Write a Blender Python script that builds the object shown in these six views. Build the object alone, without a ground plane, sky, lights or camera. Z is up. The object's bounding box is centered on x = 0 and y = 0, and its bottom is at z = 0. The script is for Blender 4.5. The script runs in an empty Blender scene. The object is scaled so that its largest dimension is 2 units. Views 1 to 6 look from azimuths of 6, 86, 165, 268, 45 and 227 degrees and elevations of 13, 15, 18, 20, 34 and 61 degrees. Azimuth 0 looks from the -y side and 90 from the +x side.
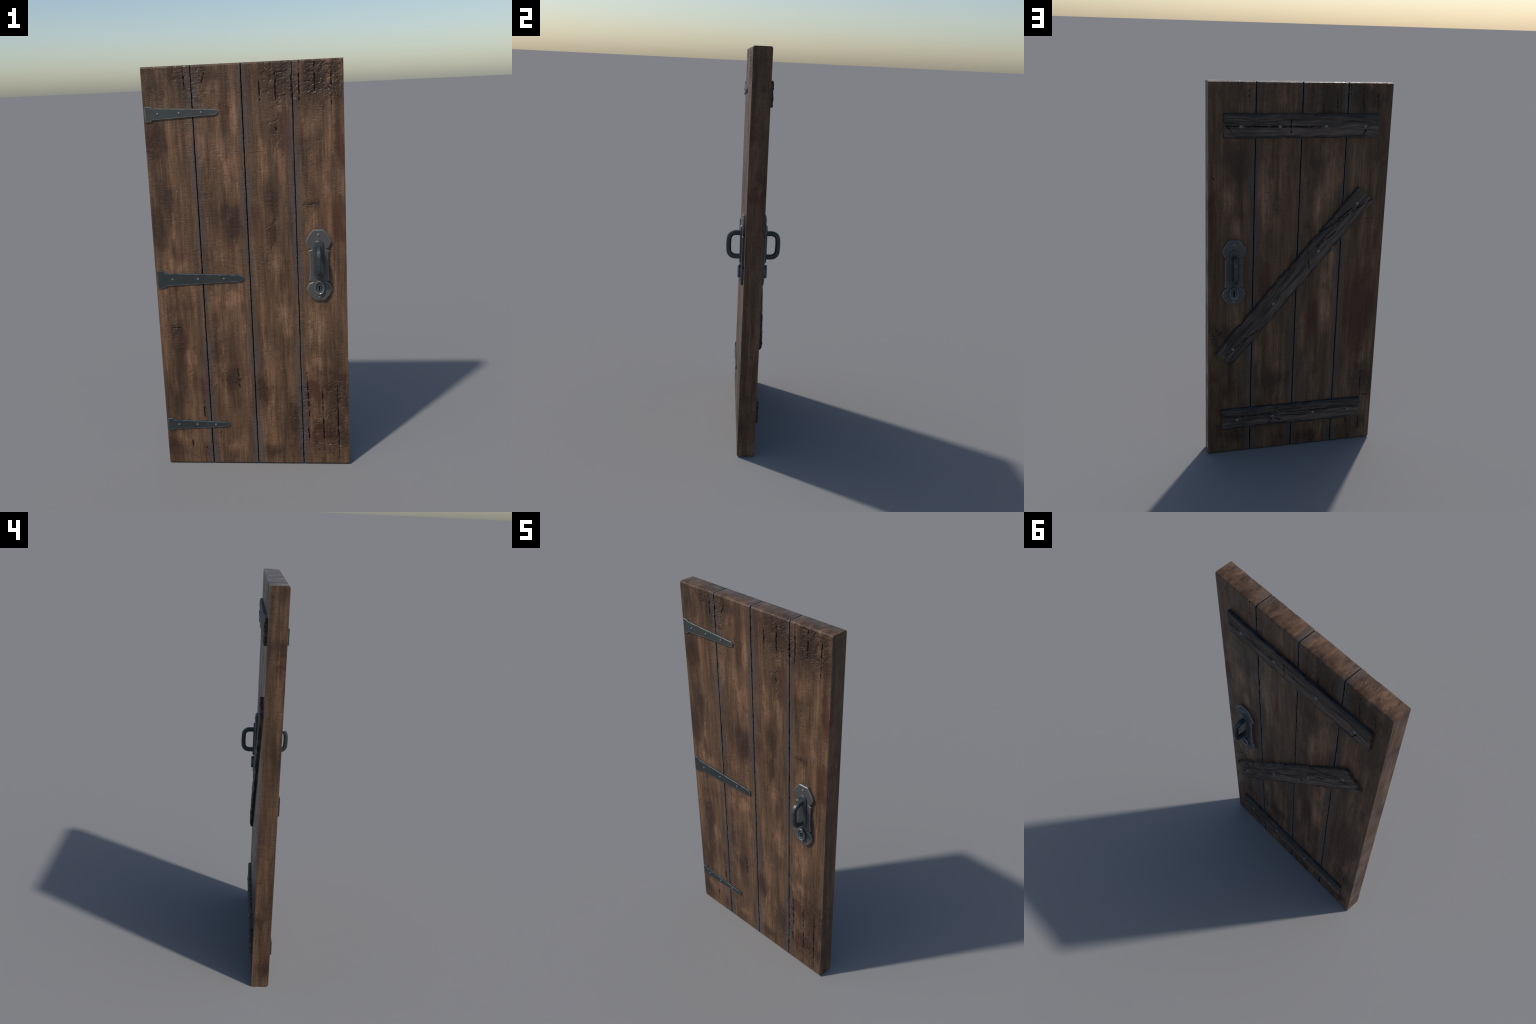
"""Old plank door: four vertical boards, three strap hinges on the front,
three rough battens (two level, one diagonal) on the back, and a pull handle
with lock plate on either side."""
import bpy, bmesh, math
import numpy as np
from mathutils import Vector

# ------------------------------------------------------------------ sizes
HALF_W, HALF_T, HEIGHT = 0.4652, 0.0437, 2.0
PITCH = 0.2328                # distance between the joints of the boards
GAP = 0.0021                  # half the width of a joint
CHAMFER = 0.0058              # along the top and bottom edges
FRONT, BACK = -1.0, 1.0
HANDLE_X = 0.3343

# ------------------------------------------------------------------ noise
_rng = np.random.RandomState(11)
_PERM = np.concatenate([_rng.permutation(512)] * 3)
_ANG = _rng.rand(512) * 2 * math.pi
_GX, _GY = np.cos(_ANG), np.sin(_ANG)


def perlin(x, y, seed=0):
    xi, yi = np.floor(x).astype(int), np.floor(y).astype(int)
    fx, fy = x - xi, y - yi
    u, v = fx ** 3 * (fx * (fx * 6 - 15) + 10), fy ** 3 * (fy * (fy * 6 - 15) + 10)

    def g(ix, iy, dx, dy):
        h = _PERM[(_PERM[(ix + seed * 37) & 511] + iy) & 511]
        return _GX[h] * dx + _GY[h] * dy
    a = g(xi, yi, fx, fy) * (1 - u) + g(xi + 1, yi, fx - 1, fy) * u
    b = g(xi, yi + 1, fx, fy - 1) * (1 - u) + g(xi + 1, yi + 1, fx - 1, fy - 1) * u
    return (a * (1 - v) + b * v) * 1.5


def fbm(x, y, octaves=3, seed=0):
    out, amp = 0.0, 1.0
    for o in range(octaves):
        out = out + amp * perlin(x * 2 ** o, y * 2 ** o, seed + o * 5)
        amp *= 0.5
    return out


def smooth(e0, e1, t):
    t = np.clip((t - e0) / (e1 - e0), 0, 1)
    return t * t * (3 - 2 * t)


def crack_depth(x, z, cracks, width, wobble=0.0022, seed=3):
    """0..1 depth of a set of ragged cracks given as line segments."""
    out = np.zeros_like(x)
    xw = x + wobble * perlin(x * 30, z * 45, seed)
    zw = z + wobble * perlin(x * 45, z * 30, seed + 1)
    rag = 0.72 + 0.9 * perlin(x * 55, z * 55, seed + 2)
    for x0, z0, x1, z1 in cracks:
        dx, dz = x1 - x0, z1 - z0
        t = np.clip(((xw - x0) * dx + (zw - z0) * dz) / (dx * dx + dz * dz), 0, 1)
        d = np.hypot(xw - x0 - t * dx, zw - z0 - t * dz)
        taper = 1 - 0.6 * np.abs(2 * t - 1) ** 3
        out = np.maximum(out, np.clip(1 - d / (width * taper), 0, 1) * np.clip(rag, .33, 1))
    return out


def patches(x, z, spots, soft=0.5):
    """Soft union of elliptical spots (x, z, radius x, radius z)."""
    out = np.zeros_like(x)
    w = 0.95 * fbm(x * 20, z * 13, 3, 9)
    for cx, cz, rx, rz in spots:
        d = np.hypot((x - cx) / rx, (z - cz) / rz) + w
        out = np.maximum(out, 1 - smooth(1 - soft, 1 + soft * .6, d))
    return out


# ------------------------------------------------ where the wear sits
FRONT_CRACKS = [
    # split and gouged top right corner
    (.081, 1.919, .082, 1.823), (.156, 1.958, .155, 1.823), (.228, 1.944, .227, 1.82),
    (.264, 1.995, .262, 1.804), (.335, 2.0, .334, 1.857), (.410, 1.963, .409, 1.772),
    (.150, 1.705, .158, 1.684),
    # top left
    (-.266, 1.995, -.265, 1.892), (-.169, 1.960, -.185, 1.917),
    # bottom right corner
    (.335, .422, .340, .082), (.410, .429, .415, .032),
    (.261, .206, .266, .124), (.261, .497, .268, .252), 
      (.243, .415, .264, .419),
    # middle and left
    (-.084, .521, -.079, .415), (-.400, .736, -.361, .739),
    (-.336, .130, -.337, .075), (-.264, .092, -.266, .059), (-.263, .347, -.266, .259),
]
FRONT_SCRATCHES = [
    (.159, 1.945, .212, 1.956), (.238, 1.887, .262, 1.889), (.305, 1.983, .333, 1.982), (.348, 1.868, .411, 1.867), (.268, 1.903, .331, 1.905),
    (.347, .400, .410, .401), (.287, .223, .336, .225), (.344, .109, .411, .110), (.340, .415, .390, .452), (.390, .452, .463, .459), (.245, .128, .266, .128),
    (.263, 1.335, .338, 1.339), (.132, 1.194, .090, 1.060), (.084, 1.229, .137, 1.262),
    (-.351, .409, -.342, .485), (-.342, .485, -.294, .519), (-.166, .487, -.127, .494),
    (.157, 1.646, .131, 1.577), (-.254, 1.857, -.260, 1.816), (-.074, 1.802, -.088, 1.780),
    (.110, 1.721, .151, 1.731), (.151, 1.731, .173, 1.765), (.157, .457, .158, .301),
]
BACK_SCRATCHES = [(.20, 1.12, .10, 1.115), (.02, 1.43, -.02, 1.425), (.40, 1.05, .402, 1.03)]
BACK_CRACKS = [
    (.267, 1.995, .266, 1.923), (-.106, 1.912, -.108, 1.857), (-.175, 1.959, -.180, 1.864),
    (-.245, 1.993, -.245, 1.939), (-.308, 1.980, -.317, 1.858), (-.388, 1.947, -.395, 1.865),
    (.457, 1.554, .423, 1.518), (-.393, .452, -.397, .268), (-.397, .142, -.397, .069),
    (-.320, .141, -.323, .096), (-.400, .276, -.451, .275), (.461, .699, .413, .700),
    (.413, .700, .383, .733),
]
FRONT_ROUGH = [(.36, 1.92, .12, .10), (.17, 1.93, .08, .08), (.24, 1.86, .10, .05),
               (-.285, 1.965, .035, .05), (-.215, 1.91, .030, .10),
               (.42, .37, .05, .11), (.35, .16, .10, .10), (.24, .28, .035, .16)]
FRONT_WORN = [(.15, 1.70, .035, .07), (-.09, 1.80, .05, .03), (-.07, 1.26, .035, .08),
              (.11, 1.22, .03, .11), (.115, 1.37, .03, .07), (.31, 1.33, .05, .03),
              (-.41, .76, .045, .07), (-.11, .47, .05, .05), (-.20, .58, .04, .16),
              (.02, .42, .04, .10), (.06, .05, .06, .03), (-.25, .07, .07, .04),
              (-.37, 1.27, .04, .05), (-.43, 1.65, .03, .10), (.20, .22, .04, .12),
              (.29, 1.62, .04, .05), (-.19, 1.40, .04, .08)]
BACK_WORN = [(.13, .42, .07, .06), (.30, .08, .08, .04)]
BACK_ROUGH = [(-.30, 1.92, .15, .07), (-.12, 1.91, .06, .08), (-.40, .38, .05, .10),
              (-.39, .10, .06, .06), (.42, .72, .04, .07), (-.10, .05, .05, .03)]


def board_relief(x, z, side):
    """Depth (metres, mostly negative = inwards) of the worn wood surface."""
    s = 0 if side == FRONT else 50
    cracks, rough = (FRONT_CRACKS, FRONT_ROUGH) if side == FRONT else (BACK_CRACKS, BACK_ROUGH)
    strength = 1.0 if side == FRONT else 0.6
    worn = FRONT_WORN if side == FRONT else BACK_WORN
    m = np.maximum(patches(x, z, rough), .42 * patches(x, z, worn, .8))
    d = 0.00030 * fbm(x * 90, z * 5, 2, 1 + s)                        # grain furrows
    saw = smooth(.0, .45, perlin(x * 9, z * 6, 21 + s))
    d += 0.0007 * strength * saw * fbm(x * 38, z * 160, 2, 4 + s)     # saw marks
    # torn wood: sharp chisel-like ridges running slightly uphill, and chips
    u, v = x * 42 + z * 10, z * 85 - x * 34
    ridge = np.abs(perlin(u, v, 7 + s)) + .6 * np.abs(perlin(u * 2.1, v * 2.1, 17 + s))
    step = smooth(-.03, .03, fbm(x * 26, z * 20, 3, 13 + s))
    d -= strength * m * (0.0030 * ridge + 0.0010 * step)
    pits = smooth(.54, .64, perlin(x * 70, z * 62, 31 + s))
    d -= 0.0014 * strength * pits * smooth(.25, .5, perlin(x * 7, z * 6, 33 + s))
    crack = crack_depth(x, z, cracks, 0.0037)
    d -= 0.0060 * strength * smooth(.1, .6, crack)
    scratch = FRONT_SCRATCHES if side == FRONT else BACK_SCRATCHES
    d -= 0.0026 * smooth(.0, .8, crack_depth(x, z, scratch, 0.0036, .005, 8))
    return d, crack


# ------------------------------------------------------------------ meshes
def mesh_object(name, verts, faces, mats, smooth_angle=None, parent=None, mat_ids=None):
    me = bpy.data.meshes.new(name)
    me.from_pydata([tuple(v) for v in verts], [], faces)
    finish(me, mats, smooth_angle, mat_ids)
    return place(name, me, parent)


def finish(me, mats, smooth_angle, mat_ids=None):
    for m in mats:
        me.materials.append(m)
    if mat_ids is not None:
        me.polygons.foreach_set("material_index", mat_ids)
    if smooth_angle:
        me.polygons.foreach_set("use_smooth", [True] * len(me.polygons))
        me.set_sharp_from_angle(angle=math.radians(smooth_angle))
    me.update()


def place(name, me, parent=None, loc=(0, 0, 0), rot=(0, 0, 0)):
    ob = bpy.data.objects.new(name, me)
    bpy.context.scene.collection.objects.link(ob)
    ob.location, ob.rotation_euler, ob.parent = loc, rot, parent
    return ob


def slab_mesh(name, A, B, mats, smooth_angle=55, dirt=None, walls=(False, False)):
    """Closed slab between two point grids A and B of shape (nu, nv, 3)."""
    nu, nv = A.shape[:2]
    n = nu * nv
    idx = np.arange(n).reshape(nu, nv)
    fa = np.stack([idx[:-1, :-1], idx[1:, :-1], idx[1:, 1:], idx[:-1, 1:]], -1).reshape(-1, 4)
    fb = fa[:, ::-1] + n
    ring = np.concatenate([idx[:, 0], idx[-1, 1:], idx[-2::-1, -1], idx[0, -2:0:-1]])
    nxt = np.roll(ring, -1)
    fs = np.stack([nxt, ring, ring + n, nxt + n], -1)
    faces = np.concatenate([fa, fb, fs]).astype(np.int32)
    co = np.concatenate([A.reshape(-1, 3), B.reshape(-1, 3)]).astype(np.float32)
    me = bpy.data.meshes.new(name)
    me.vertices.add(len(co))
    me.vertices.foreach_set("co", co.ravel())
    me.loops.add(faces.size)
    me.loops.foreach_set("vertex_index", faces.ravel())
    me.polygons.add(len(faces))
    me.polygons.foreach_set("loop_start", np.arange(0, faces.size, 4, dtype=np.int32))
    me.update(calc_edges=True)
    ids = None
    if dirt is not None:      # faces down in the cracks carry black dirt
        cell = [(w[:-1, :-1] + w[1:, 1:] + w[1:, :-1] + w[:-1, 1:]) / 4 for w in dirt]
        ids = np.zeros(len(faces), dtype=np.int32)
        for k, w in enumerate(cell):
            ids[k * w.size:(k + 1) * w.size] = (w > .42).ravel()
        for wall, row in zip(walls, (idx[0], idx[-1])):     # joint walls painted black, as baked-in shade
            if wall:
                ids[len(fa) * 2:][np.isin(ring, row) & np.isin(nxt, row)] = 1
    finish(me, mats, smooth_angle, ids)
    return me


def extruded(name, outline, y_wall, y_face, bevel, segments, mats, parent, smooth_angle=35, band=0.0):
    """Plate with the given (x, z) outline between two y planes; its outer rim
    is bevelled, and the bevel takes the second material (worn edge)."""
    bm = bmesh.new()
    lo = [bm.verts.new((x, y_wall, z)) for x, z in outline]
    hi = [bm.verts.new((x, y_face, z)) for x, z in outline]
    n = len(outline)
    bm.faces.new(lo)
    top = bm.faces.new(hi)
    for i in range(n):
        bm.faces.new((lo[i], lo[(i + 1) % n], hi[(i + 1) % n], hi[i]))
    bmesh.ops.recalc_face_normals(bm, faces=bm.faces)
    bmesh.ops.bevel(bm, geom=list(top.edges), offset=bevel, segments=segments,
                    profile=0.6, affect='EDGES', material=min(1, len(mats) - 1), clamp_overlap=True)
    if band:                  # rubbed band just inside the edge
        cap = max((f for f in bm.faces if abs(f.calc_center_median().y - y_face) < 1e-5), key=lambda f: f.calc_area())
        for f in bmesh.ops.inset_region(bm, faces=[cap], thickness=band)["faces"]:
            f.material_index = 1
    me = bpy.data.meshes.new(name)
    bm.to_mesh(me)
    bm.free()
    finish(me, mats, smooth_angle)
    return place(name, me, parent)


# ------------------------------------------------------------- materials
class Nodes:
    """Small helper that wires shader nodes from Python expressions."""

    def __init__(self, name):
        self.mat = bpy.data.materials.new(name)
        self.mat.use_nodes = True
        self.t = self.mat.node_tree
        self.bsdf = self.t.nodes["Principled BSDF"]
        self.coord = self.t.nodes.new("ShaderNodeTexCoord").outputs["Object"]

    def put(self, socket, v):
        if isinstance(v, bpy.types.NodeSocket):
            self.t.links.new(v, socket)
        else:
            socket.default_value = v

    def math(self, op, a, b=0.0, c=0.0, clamp=False):
        n = self.t.nodes.new("ShaderNodeMath")
        n.operation, n.use_clamp = op, clamp
        for s, v in zip(n.inputs, (a, b, c)):
            self.put(s, v)
        return n.outputs[0]

    def vec(self, op, a, b=(0, 0, 0)):
        n = self.t.nodes.new("ShaderNodeVectorMath")
        n.operation = op
        self.put(n.inputs[0], a)
        self.put(n.inputs[1], b)
        return n.outputs["Value" if op == 'LENGTH' else "Vector"]

    def combine(self, x, y, z):
        n = self.t.nodes.new("ShaderNodeCombineXYZ")
        for s, v in zip(n.inputs, (x, y, z)):
            self.put(s, v)
        return n.outputs[0]

    def split(self, v):
        n = self.t.nodes.new("ShaderNodeSeparateXYZ")
        self.put(n.inputs[0], v)
        return n.outputs

    def noise(self, v, scale, detail=3, rough=0.5, shift=(0, 0, 0)):
        if any(shift):
            v = self.vec('ADD', v, shift)
        n = self.t.nodes.new("ShaderNodeTexNoise")
        self.put(n.inputs["Vector"], self.vec('MULTIPLY', v, scale))
        n.inputs["Scale"].default_value = 1.0
        n.inputs["Detail"].default_value = detail
        n.inputs["Roughness"].default_value = rough
        return n.outputs[0]

    def ramp(self, v, lo, hi, a=0.0, b=1.0):
        n = self.t.nodes.new("ShaderNodeMapRange")
        n.interpolation_type = 'SMOOTHSTEP'
        for s, x in zip(n.inputs, (v, lo, hi, a, b)):
            self.put(s, x)
        return n.outputs[0]

    def mix(self, f, a, b, blend='MIX'):
        n = self.t.nodes.new("ShaderNodeMix")
        n.data_type, n.blend_type = 'RGBA', blend
        self.put(n.inputs[0], f)
        for s, v in ((n.inputs[6], a), (n.inputs[7], b)):
            self.put(s, v if isinstance(v, bpy.types.NodeSocket) else (*v, 1.0))
        return n.outputs[2]

    def colours(self, v, stops):
        n = self.t.nodes.new("ShaderNodeValToRGB")
        e = n.color_ramp.elements
        while len(e) < len(stops):
            e.new(0.5)
        for el, (p, c) in zip(e, stops):
            el.position, el.color = p, (*c, 1.0)
        self.put(n.inputs[0], v)
        return n.outputs[0]

    def spots(self, v, spots, y, warp, soft=0.45):
        """Union of soft ellipsoidal patches lying on the face at depth y."""
        out = None
        for cx, cz, rx, rz in spots:
            d = self.vec('MULTIPLY', self.vec('SUBTRACT', v, (cx, y, cz)), (1 / rx, 14.0, 1 / rz))
            d = self.math('ADD', self.vec('LENGTH', d), warp)
            m = self.ramp(d, 1 - soft, 1 + soft, 1.0, 0.0)
            out = m if out is None else self.math('MAXIMUM', out, m)
        return out

    def bump(self, height, strength, distance, below=None):
        n = self.t.nodes.new("ShaderNodeBump")
        n.inputs["Strength"].default_value = strength
        n.inputs["Distance"].default_value = distance
        self.put(n.inputs["Height"], height)
        if below:
            self.put(n.inputs["Normal"], below)
        return n.outputs[0]

    def done(self, colour, rough, metallic=0.0, normal=None, specular=0.5):
        self.put(self.bsdf.inputs["Base Color"], colour)
        self.put(self.bsdf.inputs["Roughness"], rough)
        self.put(self.bsdf.inputs["Metallic"], metallic)
        self.bsdf.inputs["Specular IOR Level"].default_value = specular
        if normal:
            self.put(self.bsdf.inputs["Normal"], normal)
        return self.mat


DARK_FRONT = [(-.426, 1.676, .043, .078), (-.430, 1.249, .039, .093), (-.383, 1.397, .036, .086),
              (-.104, 1.319, .029, .043), (-.061, 1.261, .036, .078), (.115, 1.375, .029, .093),
              (.109, 1.206, .029, .057), (.315, 1.342, .043, .021), (.336, 1.900, .121, .095),
              (.164, 1.925, .086, .080), (-.287, 1.951, .043, .078), (-.158, 1.946, .057, .050),
              (-.406, 1.924, .050, .078), (.141, 1.682, .036, .064), (-.381, .716, .025, .043),
              (-.377, .544, .025, .157), (-.399, .345, .029, .057), (-.120, .472, .050, .050),
              (-.187, .606, .036, .086), (.033, .409, .043, .057), (.398, .368, .064, .143),
              (.394, .169, .071, .086), (-.431, .099, .043, .050), (.071, .061, .050, .036),
              (.196, .225, .036, .107)]
RED_FRONT = [(.202, 1.680, .036, .078), (.436, 1.269, .029, .107), (.443, 1.611, .029, .093),
             (-.427, 1.663, .050, .078), (-.062, 1.253, .036, .057), (-.354, .669, .032, .064),
             (-.121, .456, .043, .043), (.304, .400, .050, .050), (.429, .462, .036, .043),
             (-.248, .076, .036, .050), (.032, .401, .043, .064), (.343, .169, .057, .064),
             (-.250, .417, .036, .064)]
PALE_FRONT = [(-.091, 1.562, .032, .100), (.084, 1.535, .021, .107), (-.207, 1.600, .018, .064),
              (-.360, 1.218, .018, .064), (-.045, 1.783, .021, .086), (.139, 1.076, .029, .071),
              (-.149, 1.155, .036, .071), (.290, 1.703, .043, .057), (-.134, 1.899, .036, .050),
              (.171, .793, .036, .107), (.087, .471, .036, .178), (.320, .753, .036, .121),
              (-.099, .879, .043, .043), (-.195, .858, .029, .057), (-.322, .591, .029, .107),
              (-.349, 1.069, .036, .043), (-.117, .101, .029, .036), (-.390, .133, .036, .043),
              (.301, .556, .043, .043)]
PALE_BACK = [(-.174, 1.520, .044, .146), (.175, 1.442, .029, .146), (.367, 1.426, .022, .073),
             (.323, 1.273, .022, .058), (-.107, 1.663, .044, .044), (.104, 1.924, .029, .058),
             (-.098, 1.398, .029, .088), (-.170, .870, .044, .182), (-.043, .741, .022, .088),
             (.189, .447, .015, .088), (.208, .573, .022, .058), (-.191, 1.066, .022, .109)]
DARK_BACK = [(.320, 1.620, .058, .109), (-.138, 1.912, .095, .080), (-.319, 1.926, .080, .080),
             (-.080, 1.614, .036, .088), (.134, .416, .073, .058), (-.401, .391, .058, .088),
             (.398, .710, .044, .058), (-.112, .048, .044, .036), (.316, .099, .058, .044),
             (-.403, .105, .044, .044)]
RED_BACK = [(-.359, .776, .073, .219), (-.088, .770, .036, .109), (.164, .977, .036, .109),
            (.358, .388, .036, .044), (.443, 1.378, .029, .146)]


def board_material():
    k = Nodes("weathered_brown_wood")
    p = k.coord
    x, y, z = k.split(p)[:3]
    edge = k.math('GREATER_THAN', k.math('ABSOLUTE', x), HALF_W - 0.0004)
    # on the two narrow sides the grain lines lie side by side across the thickness
    gx = k.math('ADD', x, k.math('MULTIPLY', y, edge))
    g = k.combine(gx, y, z)
    broad = k.noise(g, (36, 11, 2.2), 5, 0.66)
    fine = k.noise(g, (140, 12, 6.5), 5, 0.65, (3, 0, 0))
    cloud = k.noise(g, (13, 13, 3.4), 6, 0.68, (0, 5, 0))
    # stains fray out along the grain and break up into smaller blots
    fray = k.math('SUBTRACT', k.noise(g, (60, 13, 7), 3, .6, (5, 0, 5)), 0.5)
    blots = k.math('SUBTRACT', k.noise(p, (24, 13, 14), 4, .65), 0.5)
    warp = k.math('MULTIPLY_ADD', fray, 1.1, k.math('MULTIPLY', blots, 3.0))
    pale = k.math('MAXIMUM', k.spots(p, PALE_FRONT, -HALF_T, warp, .7), k.spots(p, PALE_BACK, HALF_T, warp, .7))
    dark = k.math('MAXIMUM', k.spots(p, DARK_FRONT, -HALF_T, warp, .85), k.spots(p, DARK_BACK, HALF_T, warp, .75))
    red = k.math('MAXIMUM', k.spots(p, RED_FRONT, -HALF_T, warp, .6), k.spots(p, RED_BACK, HALF_T, warp, .6))

    torn = k.math('MAXIMUM', k.spots(p, FRONT_ROUGH, -HALF_T, warp), k.spots(p, BACK_ROUGH, HALF_T, warp))
    worn = k.math('MAXIMUM', k.spots(p, FRONT_WORN, -HALF_T, warp, .7), k.spots(p, BACK_WORN, HALF_T, warp, .7))
    torn = k.math('MAXIMUM', torn, k.math('MULTIPLY', worn, .45))
    torn = k.math('MULTIPLY', torn, k.ramp(k.noise(p, (38, 20, 30), 3, .6, (7, 7, 7)), .40, .60, .1, 1.0))
    tone = k.math('MULTIPLY_ADD', broad, 0.76, k.math('MULTIPLY_ADD', cloud, 0.46, -0.11))
    tone = k.math('MULTIPLY_ADD', k.math('SUBTRACT', fine, 0.5), 0.40, tone)
    grit = k.math('SUBTRACT', k.noise(p, (130, 60, 240), 4, .7, (1, 4, 2)), 0.5)
    tone = k.math('MULTIPLY_ADD', grit, 0.30, tone)
    tone = k.math('MULTIPLY_ADD', pale, 0.17, tone)
    col = k.colours(tone, [(0.30, (.043, .0245, .0138)), (0.43, (.079, .0440, .0245)),
                           (0.54, (.118, .0650, .0355)), (0.64, (.170, .0915, .0505)), (0.80, (.280, .152, .089))])
    # scattered red-brown and dark stains
    redmask = k.math('MAXIMUM', k.math('MULTIPLY', red, .8),
                     k.ramp(k.noise(p, (9, 11, 3.5), 2, .5, (9, 0, 2)), .57, .74, 0, .65))
    col = k.mix(redmask, col, k.mix(fine, (.034, .011, .007), (.098, .036, .020)))
    cloudy = k.noise(g, (19, 12, 4.5), 6, .70, (4, 3, 7))
    dark = k.math('MAXIMUM', dark, k.math('MULTIPLY', torn, .8))
    darkmask = k.math('MAXIMUM', k.math('MULTIPLY', dark, .80), k.ramp(cloudy, .56, .76, 0, .62))
    col = k.mix(darkmask, col, k.mix(fine, (.016, .0085, .0055), (.058, .030, .018)))
    # grey weathering along the joints
    joint = k.math('PINGPONG', k.math('ABSOLUTE', x), PITCH / 2)
    wide = k.math('MULTIPLY_ADD', k.noise(p, (10, 12, 5), 3, .5, (1, 1, 1)), 0.085, -0.006)
    inner = k.math('LESS_THAN', k.math('ABSOLUTE', x), 0.36)
    grey = k.math('MULTIPLY', k.ramp(k.math('DIVIDE', joint, wide), .15, 1.0, .90, 0.0), inner)
    grey = k.math('MULTIPLY', grey, k.ramp(k.noise(p, (4, 11, 3.2), 3, .6, (8, 2, 4)), .33, .60, .30, 1.0))
    col = k.mix(grey, col, k.mix(k.math('MULTIPLY_ADD', cloudy, .6, k.math('MULTIPLY', fine, .5)),
                                 (.026, .023, .024), (.112, .092, .082)))
    # dark grain specks, more of them where the wood is broken
    speck = k.noise(p, (85, 20, 75), 4, .62, (2, 2, 2))
    cut = k.math('MULTIPLY_ADD', torn, -0.12, 0.66)
    speck = k.ramp(k.math('SUBTRACT', speck, cut), 0.0, 0.06, 0, .75)
    col = k.mix(speck, col, (.018, .014, .012))
    sawn = k.ramp(k.noise(p, (9, 11, 6), 2, .5, (5, 5, 0)), .42, .62)
    hair = k.ramp(k.math('ABSOLUTE', k.math('SUBTRACT', k.noise(p, (2.5, 6, 26), 3, .6, (2, 9, 1)), .5)), .0, .006, .65, 0)
    gate = k.ramp(k.noise(p, (9, 6, 13), 2, .5, (7, 1, 9)), .52, .60)
    col = k.mix(k.math('MULTIPLY', hair, gate), col, (.020, .014, .010))
    line = k.ramp(k.noise(p, (24, 11, 230), 4, .6, (6, 1, 3)), .56, .70, 0, .6)
    col = k.mix(k.math('MULTIPLY', line, k.math('MULTIPLY_ADD', sawn, .8, .2)), col, (.030, .020, .015))
    # relief: fine grain, saw marks in patches, coarse tears in the dark broken wood
    n1 = k.bump(fine, 0.25, 0.0010)
    saw_h = k.math('MULTIPLY', k.noise(p, (45, 45, 330), 3, .55), k.math('MULTIPLY_ADD', sawn, 1.0, .12))
    n2 = k.bump(saw_h, 0.36, 0.0014, n1)
    tear = k.math('MULTIPLY', k.noise(p, (110, 110, 170), 3, .6), k.math('MULTIPLY_ADD', torn, 1.0, .05))
    n3 = k.bump(tear, 0.8, 0.0030, n2)
    pit = k.ramp(k.noise(p, (95, 60, 120), 3, .6, (3, 8, 5)), .58, .70)
    scrape = k.ramp(k.noise(p, (14, 30, 420), 3, .6, (2, 2, 8)), .55, .68)
    n3 = k.bump(k.math('MAXIMUM', pit, k.math('MULTIPLY', scrape, .6)), 0.45, -0.0016, n3)
    gloss = k.math('MULTIPLY_ADD', torn, -.12, k.ramp(k.noise(p, (24, 9, 9), 3), .35, .65, .30, .50))
    return k.done(col, gloss, normal=n3, specular=.30)


def batten_material():
    k = Nodes("dark_rough_batten_wood")
    p = k.coord
    bend = k.math('MULTIPLY', k.math('SUBTRACT', k.noise(p, (6, 1, 12), 2), .5), .03)
    q = k.vec('ADD', p, k.combine(0, 0, bend))
    broad = k.noise(q, (3.0, 30, 55), 3, .6)
    fine = k.noise(q, (12, 90, 210), 3, .6)
    blot = k.noise(p, (11, 20, 26), 4, .6, (3, 3, 3))
    tone = k.math('MULTIPLY_ADD', broad, .6, k.math('MULTIPLY', fine, .4))
    col = k.colours(tone, [(.36, (.012, .009, .007)), (.46, (.042, .030, .023)),
                           (.55, (.088, .062, .049)), (.68, (.146, .106, .086))])
    edge = k.ramp(k.math('MULTIPLY_ADD', blot, .07, k.math('ABSOLUTE', k.split(p)[2])), .078, .096, 0, .85)
    col = k.mix(k.math('MAXIMUM', edge, k.ramp(blot, .57, .72, 0, .6)), col, (.013, .014, .017))
    h = k.math('MULTIPLY_ADD', broad, 1.0, k.math('MULTIPLY', fine, .6))
    n = k.bump(h, .5, .0025)
    return k.done(col, .58, normal=n, specular=.35)


def iron_material(name, base, light, rough, metallic, speckle=.5, fade=None):
    k = Nodes(name)
    p = k.coord
    cloud = k.noise(p, (22, 22, 30), 4, .6)
    scuff = k.noise(p, (60, 60, 45), 4, .65, (4, 4, 4))
    col = k.mix(k.ramp(cloud, .35, .75, 0, .45), base, light)
    col = k.mix(k.ramp(scuff, .60, .72, 0, speckle), col, tuple(c * .45 for c in base))
    if fade:
        col = k.mix(k.ramp(k.noise(p, (35, 35, 35), 3, .6, (8, 8, 8)), .42, .62, 0, .85), col, fade)
    n = k.bump(k.noise(p, (150, 150, 150), 3, .6), .18, .0012)
    return k.done(col, k.ramp(scuff, .3, .7, rough - .07, rough + .1), metallic, n)


def flat_material(name, col, rough):
    return Nodes(name).done((*col, 1.0), rough, specular=.12)


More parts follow.
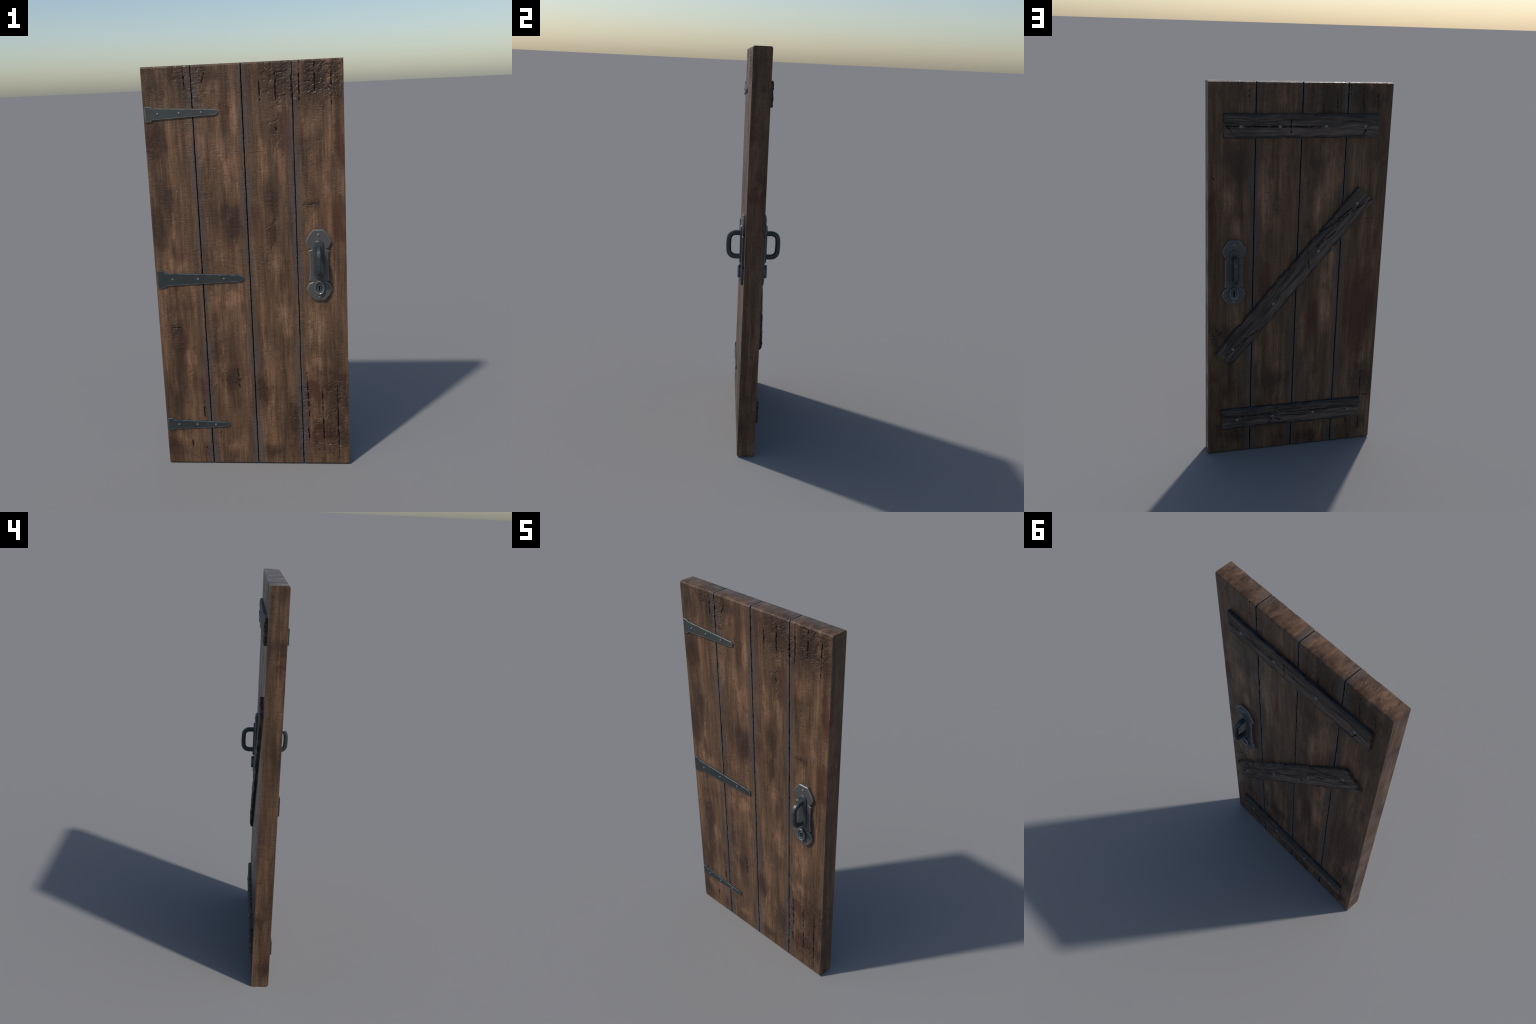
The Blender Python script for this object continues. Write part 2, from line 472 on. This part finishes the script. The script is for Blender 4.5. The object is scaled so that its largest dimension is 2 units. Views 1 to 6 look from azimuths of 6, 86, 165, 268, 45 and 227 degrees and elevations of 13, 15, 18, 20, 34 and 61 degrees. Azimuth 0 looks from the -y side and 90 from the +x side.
WOOD = board_material()
BATTEN = batten_material()
CRACK_DIRT_JOINT_SHADE = flat_material("black_crack_dirt_joint_shade", (.016, .012, .010), .7)  # dirt in the cracks; also the shade painted onto the joint walls
HINGE_IRON = iron_material("blackened_hinge_iron", (.023, .029, .031), (.040, .048, .050), .44, .2)
HINGE_EDGE = iron_material("worn_hinge_edge", (.095, .115, .128), (.150, .172, .182), .38, .25, .3, (.030, .037, .041))
OLD_IRON = iron_material("mossy_hinge_iron", (.038, .045, .044), (.058, .067, .064), .48, .2, .7)
OLD_EDGE = iron_material("pale_worn_edge", (.135, .148, .125), (.190, .200, .165), .50, .05, .4, (.055, .064, .062))
PLATE_IRON = iron_material("grey_plate_iron", (.058, .055, .052), (.080, .076, .072), .55, .0, .4)
PLATE_EDGE = iron_material("bright_plate_edge", (.135, .138, .142), (.19, .193, .198), .36, .25, .2)
HANDLE_IRON = iron_material("blue_grey_handle_iron", (.036, .046, .050), (.095, .110, .114), .34, .4, .4)
RIVET_IRON = iron_material("polished_rivet_iron", (.135, .148, .158), (.19, .205, .215), .36, .25, .1)
LOCK_RIM = iron_material("rubbed_lock_rim", (.130, .152, .168), (.20, .22, .235), .32, .35, .2)
KEYHOLE_PLATE_BLACK = flat_material("keyhole_plate_black", (.003, .003, .003), .9)

# ------------------------------------------------------------- the door
door = bpy.data.objects.new("plank_door", None)
bpy.context.scene.collection.objects.link(door)
door["label"] = "weathered brown plank door with iron hinges and handles"
door["category"] = "wooden door"


def face_inset(z):
    """How far the chamfer along top and bottom draws the face in."""
    return np.clip(CHAMFER - np.minimum(z, HEIGHT - z), 0, None)


def board(x0, x1, joints):
    xs = np.concatenate([[x0, x0 + .0012], np.linspace(x0 + .003, x1 - .003, 108), [x1 - .0012, x1]])
    zs = np.concatenate([[0.0], np.linspace(.0025, HEIGHT - .0025, 798), [HEIGHT]])
    X, Z = np.meshgrid(xs, zs, indexing='ij')
    rim = np.minimum(X - x0, x1 - X)
    outer = (np.abs(X) > HALF_W - .02)
    ease = np.clip(.0012 - rim, 0, None) * np.where(outer, .5, 1.0)
    nick = smooth(.05, .45, fbm(Z * 34, np.sign(X - (x0 + x1) / 2) * 4 + x0 * 9 + X * 6, 3, 41))
    ease = ease + np.where(outer, .1, 1.0) * nick * .55 * np.clip(.0048 - rim, 0, None)
    grids, dirt = [], []
    for side in (FRONT, BACK):
        d, crack = board_relief(X, Z, side)
        dirt.append(crack)
        keep = smooth(0, .006, np.minimum(Z, HEIGHT - Z)) * smooth(-.002, .004, rim)
        depth = HALF_T + .0003 * side - face_inset(Z) - ease + np.minimum(d * keep, .0005)
        # the end grain of the boards: slightly uneven top edge
        zz = Z - np.where(Z > HEIGHT - .001, .0008 * np.abs(perlin(X * 60, Z * 0 + side * 3, 5)), 0)
        grids.append(np.stack([X, side * depth, zz], -1))
    return slab_mesh("board", grids[0], grids[1], [WOOD, CRACK_DIRT_JOINT_SHADE], 55, dirt, joints)


for i in range(4):
    lo = -HALF_W if i == 0 else (i - 2) * PITCH + GAP
    hi = HALF_W if i == 3 else (i - 1) * PITCH - GAP
    place("board", board(lo, hi, (i > 0, i < 3)), door)

# ------------------------------------------------------------- rivets
def dome_mesh(name, radius, height, mat, seg=14):
    """Low domed head standing on the y = 0 plane and pointing to -y."""
    prof = [(1.0, -.3), (1.0, .25), (.9, .6), (.66, .88), (.34, 1.0)]
    v, f = [], []
    for r, h in prof:
        for j in range(seg):
            a = 2 * math.pi * j / seg
            v.append((radius * r * math.cos(a), -height * h, radius * r * math.sin(a)))
    v.append((0, -height * 1.03, 0))
    for i in range(len(prof) - 1):
        for j in range(seg):
            a, b = i * seg + j, i * seg + (j + 1) % seg
            f.append((a, b, b + seg, a + seg))
    o = (len(prof) - 1) * seg
    f += [(o + j, o + (j + 1) % seg, len(v) - 1) for j in range(seg)]
    me = bpy.data.meshes.new(name)
    me.from_pydata(v, [], f)
    finish(me, [mat], 60)
    return me


RIVET = dome_mesh("rivet", .0053, .0034, RIVET_IRON)
PLATE_RIVET = dome_mesh("plate_rivet", .0066, .0045, RIVET_IRON)
BOLT = dome_mesh("bolt", .0086, .0052, RIVET_IRON)


# ------------------------------------------------------------- hinges
def hinge(zc, head_half, head_end, neck_x, neck_half, end_x, end_half, tip_x, rivets, mats):
    x0 = -.4573
    top = [(x0, head_half), (head_end, head_half * .97), (neck_x, neck_half), (end_x, end_half),
           (end_x * .3 + tip_x * .7, end_half * .55), (tip_x, 0)]
    outline = [(x, zc + h) for x, h in top] + [(x, zc - h) for x, h in reversed(top[:-1])]
    ob = extruded("hinge", outline, -HALF_T + .004, -HALF_T - .0068, .0016, 1, mats, door, band=.0020)
    for rx in rivets:
        place("rivet", RIVET, ob, (rx, -HALF_T - .0066, zc + .0005))


hinge(1.7850, .0362, -.4312, -.4218, .0270, -.1273, .0136, -.1137, (-.3962, -.2952, -.1923), [OLD_IRON, OLD_EDGE])
hinge(.9886, .0447, -.4244, -.4112, .0320, -.0465, .0173, -.0295, (-.3817, -.2551, -.1274), [HINGE_IRON, HINGE_EDGE])
hinge(.2196, .0346, -.4318, -.4243, .0256, -.1480, .0135, -.1349, (-.4002, -.3055, -.2100), [HINGE_IRON, HINGE_EDGE])


# ------------------------------------------------------------- battens
def batten(cx, cz, length, width, angle, thick, bolts, cracks, seed):
    """Rough board on the back; local X runs along it, Z across, Y outwards."""
    ca, sa = math.cos(angle), math.sin(angle)

    def local(px, pz):
        return ((px - cx) * ca - (pz - cz) * sa, (px - cx) * sa + (pz - cz) * ca)
    ns, nt = int(length / .0026), int(width / .0022)
    S, T = np.meshgrid(np.linspace(-.5, .5, ns) * length, np.linspace(-1, 1, nt), indexing='ij')
    wav = .0034 * fbm(S * 13, np.sign(T) * 3 + T * 0, 3, seed)
    chip = .006 * smooth(.25, .7, perlin(S * 26, np.sign(T) * 7 + T * 0, seed + 3))
    half = width / 2 + .0022 + wav - chip
    Tz = T * half
    ends = .0035 * fbm(Tz * 40, np.sign(S) * 5 + S * 0, 2, seed + 5)
    Sx = S + ends * np.abs(2 * S / length) ** 12
    seg = [(*local(a, b), *local(c, d)) for a, b, c, d in cracks]
    rim = np.minimum(half - np.abs(Tz), length / 2 - np.abs(S))
    h = thick - np.clip(.0025 - rim, 0, None) * .8
    h = h + .0021 * fbm(S * 6, Tz * 70, 3, seed + 7) + .0009 * fbm(S * 30, Tz * 40, 2, seed + 9)
    edge_wear = smooth(.022, .004, half - np.abs(Tz))
    h = h - .0042 * edge_wear * smooth(-.1, .5, fbm(S * 12, Tz * 25, 2, seed + 11))
    crack = crack_depth(S, Tz, seg, .0042, .003, seed + 13)
    h = h - .006 * smooth(.1, .7, crack)
    A = np.stack([Sx, h, Tz], -1)
    B = np.stack([Sx, np.full_like(S, -.004), Tz], -1)
    me = slab_mesh("batten", A[::-1], B[::-1], [BATTEN, CRACK_DIRT_JOINT_SHADE], 50, [crack[::-1]])
    ob = place("batten", me, door, (cx, HALF_T, cz), (0, angle, 0))
    for bx, bz in bolts:
        u, v = local(bx, bz)
        place("bolt", BOLT, ob, (u, thick - .0004, v), (0, 0, math.pi))


batten(-.0018, 1.7920, .790, .1135, 0.0, .0160,
       [(.3095, 1.7895), (.1155, 1.790), (-.1183, 1.790), (-.3232, 1.790)],
       [(.395, 1.791, -.093, 1.787), (.060, 1.825, .061, 1.750), (.385, 1.800, .334, 1.737),
        (-.356, 1.817, -.310, 1.736)], 101)
batten(-.0015, .2087, .785, .1150, 0.0, .0160,
       [(.3085, .2023), (.112, .2045), (-.1194, .2044), (-.323, .2026)],
       [(.392, .222, -.372, .218), (.107, .198, .027, .156), (.111, .203, .136, .152),
        (.108, .207, .087, .257)], 202)
batten(.0176, 1.0066, 1.148, .1095, math.atan2(.764, .645), .0172,
       [(-.3045, 1.3962), (-.1087, 1.1471), (.1249, .8696), (.3362, .6255)],
       [(-.089, 1.230, -.388, 1.420), (-.209, 1.316, -.291, 1.381), (-.053, 1.167, -.062, 1.047),
        (-.086, 1.159, -.200, 1.252), (.392, .580, .206, .725)], 303)


# ------------------------------------------------- handle plates and locks
PLATE_PROFILE = [(.0254, 1.2212), (.0500, 1.1885), (.0618, 1.1630), (.0480, 1.1325), (.0440, 1.1296),
                 (.0345, 1.1254), (.0430, 1.1218), (.0494, 1.1180), (.0462, 1.1050), (.0447, 1.0800),
                 (.0445, 1.0150), (.0462, .9900), (.0494, .9731), (.0430, .9688), (.0340, .9646),
                 (.0440, .9614), (.0494, .9589), (.0622, .9300), (.0475, .9000), (.0255, .8736)]


def stadium(half, z0, z1, n=9):
    a = [math.pi * i / (n - 1) for i in range(n)]
    return [(half * math.cos(t), z1 - half + half * math.sin(t)) for t in a] + \
           [(-half * math.cos(t), z0 + half - half * math.sin(t)) for t in a]


def painted_keyhole(grow):
    r, zc, foot, half = .0062 + grow, .0068, -.0140 - grow, .0050 + grow
    neck = .0032 + grow
    a0 = math.asin(min(.99, neck / r))
    arc = [-math.pi / 2 + a0 + (2 * math.pi - 2 * a0) * i / 16 for i in range(17)]
    return [(r * math.cos(t), zc + r * math.sin(t)) for t in arc] + [(-half, foot), (half, foot)]


def lock(parent):
    rx, rz, zc, seg = .0248, .0338, .9388, 36
    prof = [(1.0, .050), (1.0, .0655), (.97, .0690), (.90, .0712), (.82, .0708), (.76, .0685), (.70, .0675)]
    v, f = [], []
    for s, y in prof:
        for j in range(seg):
            a = 2 * math.pi * j / seg
            v.append(((rx - (1 - s) * .026) * math.cos(a), -y, zc + (rz - (1 - s) * .026) * math.sin(a)))
    for i in range(len(prof) - 1):
        for j in range(seg):
            a, b = i * seg + j, i * seg + (j + 1) % seg
            f.append((a, b, b + seg, a + seg))
    f.append(tuple(range((len(prof) - 1) * seg, len(prof) * seg)))
    mesh_object("lock", v, f, [HANDLE_IRON, LOCK_RIM], 50, parent, [1 if seg * 1 <= i < seg * 5 else 0 for i in range(len(f))])
    # raised rim, and a black plate standing in for the lock's opening
    out, inn = painted_keyhole(.0030), painted_keyhole(0.0)
    n = len(out)
    rings = [(out, .0668), (painted_keyhole(.0024), .0702), (painted_keyhole(.0008), .0702), (inn, .0685)]
    v = [(x, -y, zc + z) for ring, y in rings for x, z in ring]
    f, ids = [], []
    for i in range(len(rings) - 1):
        for j in range(n):
            a, b = i * n + j, i * n + (j + 1) % n
            f.append((a, b, b + n, a + n))
            ids.append(0)
    f.append(tuple(range(3 * n, 4 * n)))
    ids.append(1)
    mesh_object("painted_keyhole", v, f, [LOCK_RIM, KEYHOLE_PLATE_BLACK], 40, parent, ids)


def pull(parent):
    """D-shaped pull: rounded section swept along a bow of plate, grip, plate."""
    zt, zb, yo, r = 1.1313, 1.0142, .1193, .0305
    path = [(.056, zt), (.070, zt)]
    for i in range(6):
        a = math.pi / 2 * i / 5
        path.append((yo - .0012 - r + r * math.sin(a), zt - r + r * math.cos(a)))
    path.append((yo, (zt + zb) / 2))
    for i in range(6):
        a = math.pi / 2 * i / 5
        path.append((yo - .0012 - r + r * math.cos(a), zb + r - r * math.sin(a)))
    path += [(.070, zb), (.056, zb)]
    sec = [(1, .55), (.62, 1), (-.62, 1), (-1, .55), (-1, -.55), (-.62, -1), (.62, -1), (1, -.55)]
    v, f, m = [], [], len(sec)
    for i, (y, z) in enumerate(path):
        a, b = path[max(0, i - 1)], path[min(len(path) - 1, i + 1)]
        ty, tz = b[0] - a[0], b[1] - a[1]
        L = math.hypot(ty, tz)
        ny, nz = tz / L, -ty / L
        v += [(sx * .0108, -(y + s * .0117 * ny), z + s * .0117 * nz) for sx, s in sec]
    for i in range(len(path) - 1):
        for j in range(m):
            a, b = i * m + j, i * m + (j + 1) % m
            f.append((a, a + m, b + m, b))
    f += [tuple(range(m)), tuple(reversed(range(len(v) - m, len(v))))]
    ob = mesh_object("pull_handle", v, f, [HANDLE_IRON], 32, parent)
    bm = bmesh.new()
    bm.from_mesh(ob.data)
    bmesh.ops.recalc_face_normals(bm, faces=bm.faces)
    bm.to_mesh(ob.data)
    bm.free()


def handle_set(turn):
    outline = PLATE_PROFILE + [(-x, z) for x, z in reversed(PLATE_PROFILE)]
    plate = extruded("handle_plate", outline, -HALF_T + .004, -.0575, .0062, 1, [PLATE_IRON, PLATE_EDGE], door)
    plate.location, plate.rotation_euler = (HANDLE_X, 0, 0), (0, 0, turn)
    extruded("handle_mount", stadium(.0247, .9805, 1.1718), -.055, -.0655, .0085, 4, [HANDLE_IRON], plate, 45)
    pull(plate)
    lock(plate)
    for z in (1.1965, .8925):
        place("rivet", PLATE_RIVET, plate, (0, -.0570, z))


handle_set(0.0)
handle_set(math.pi)
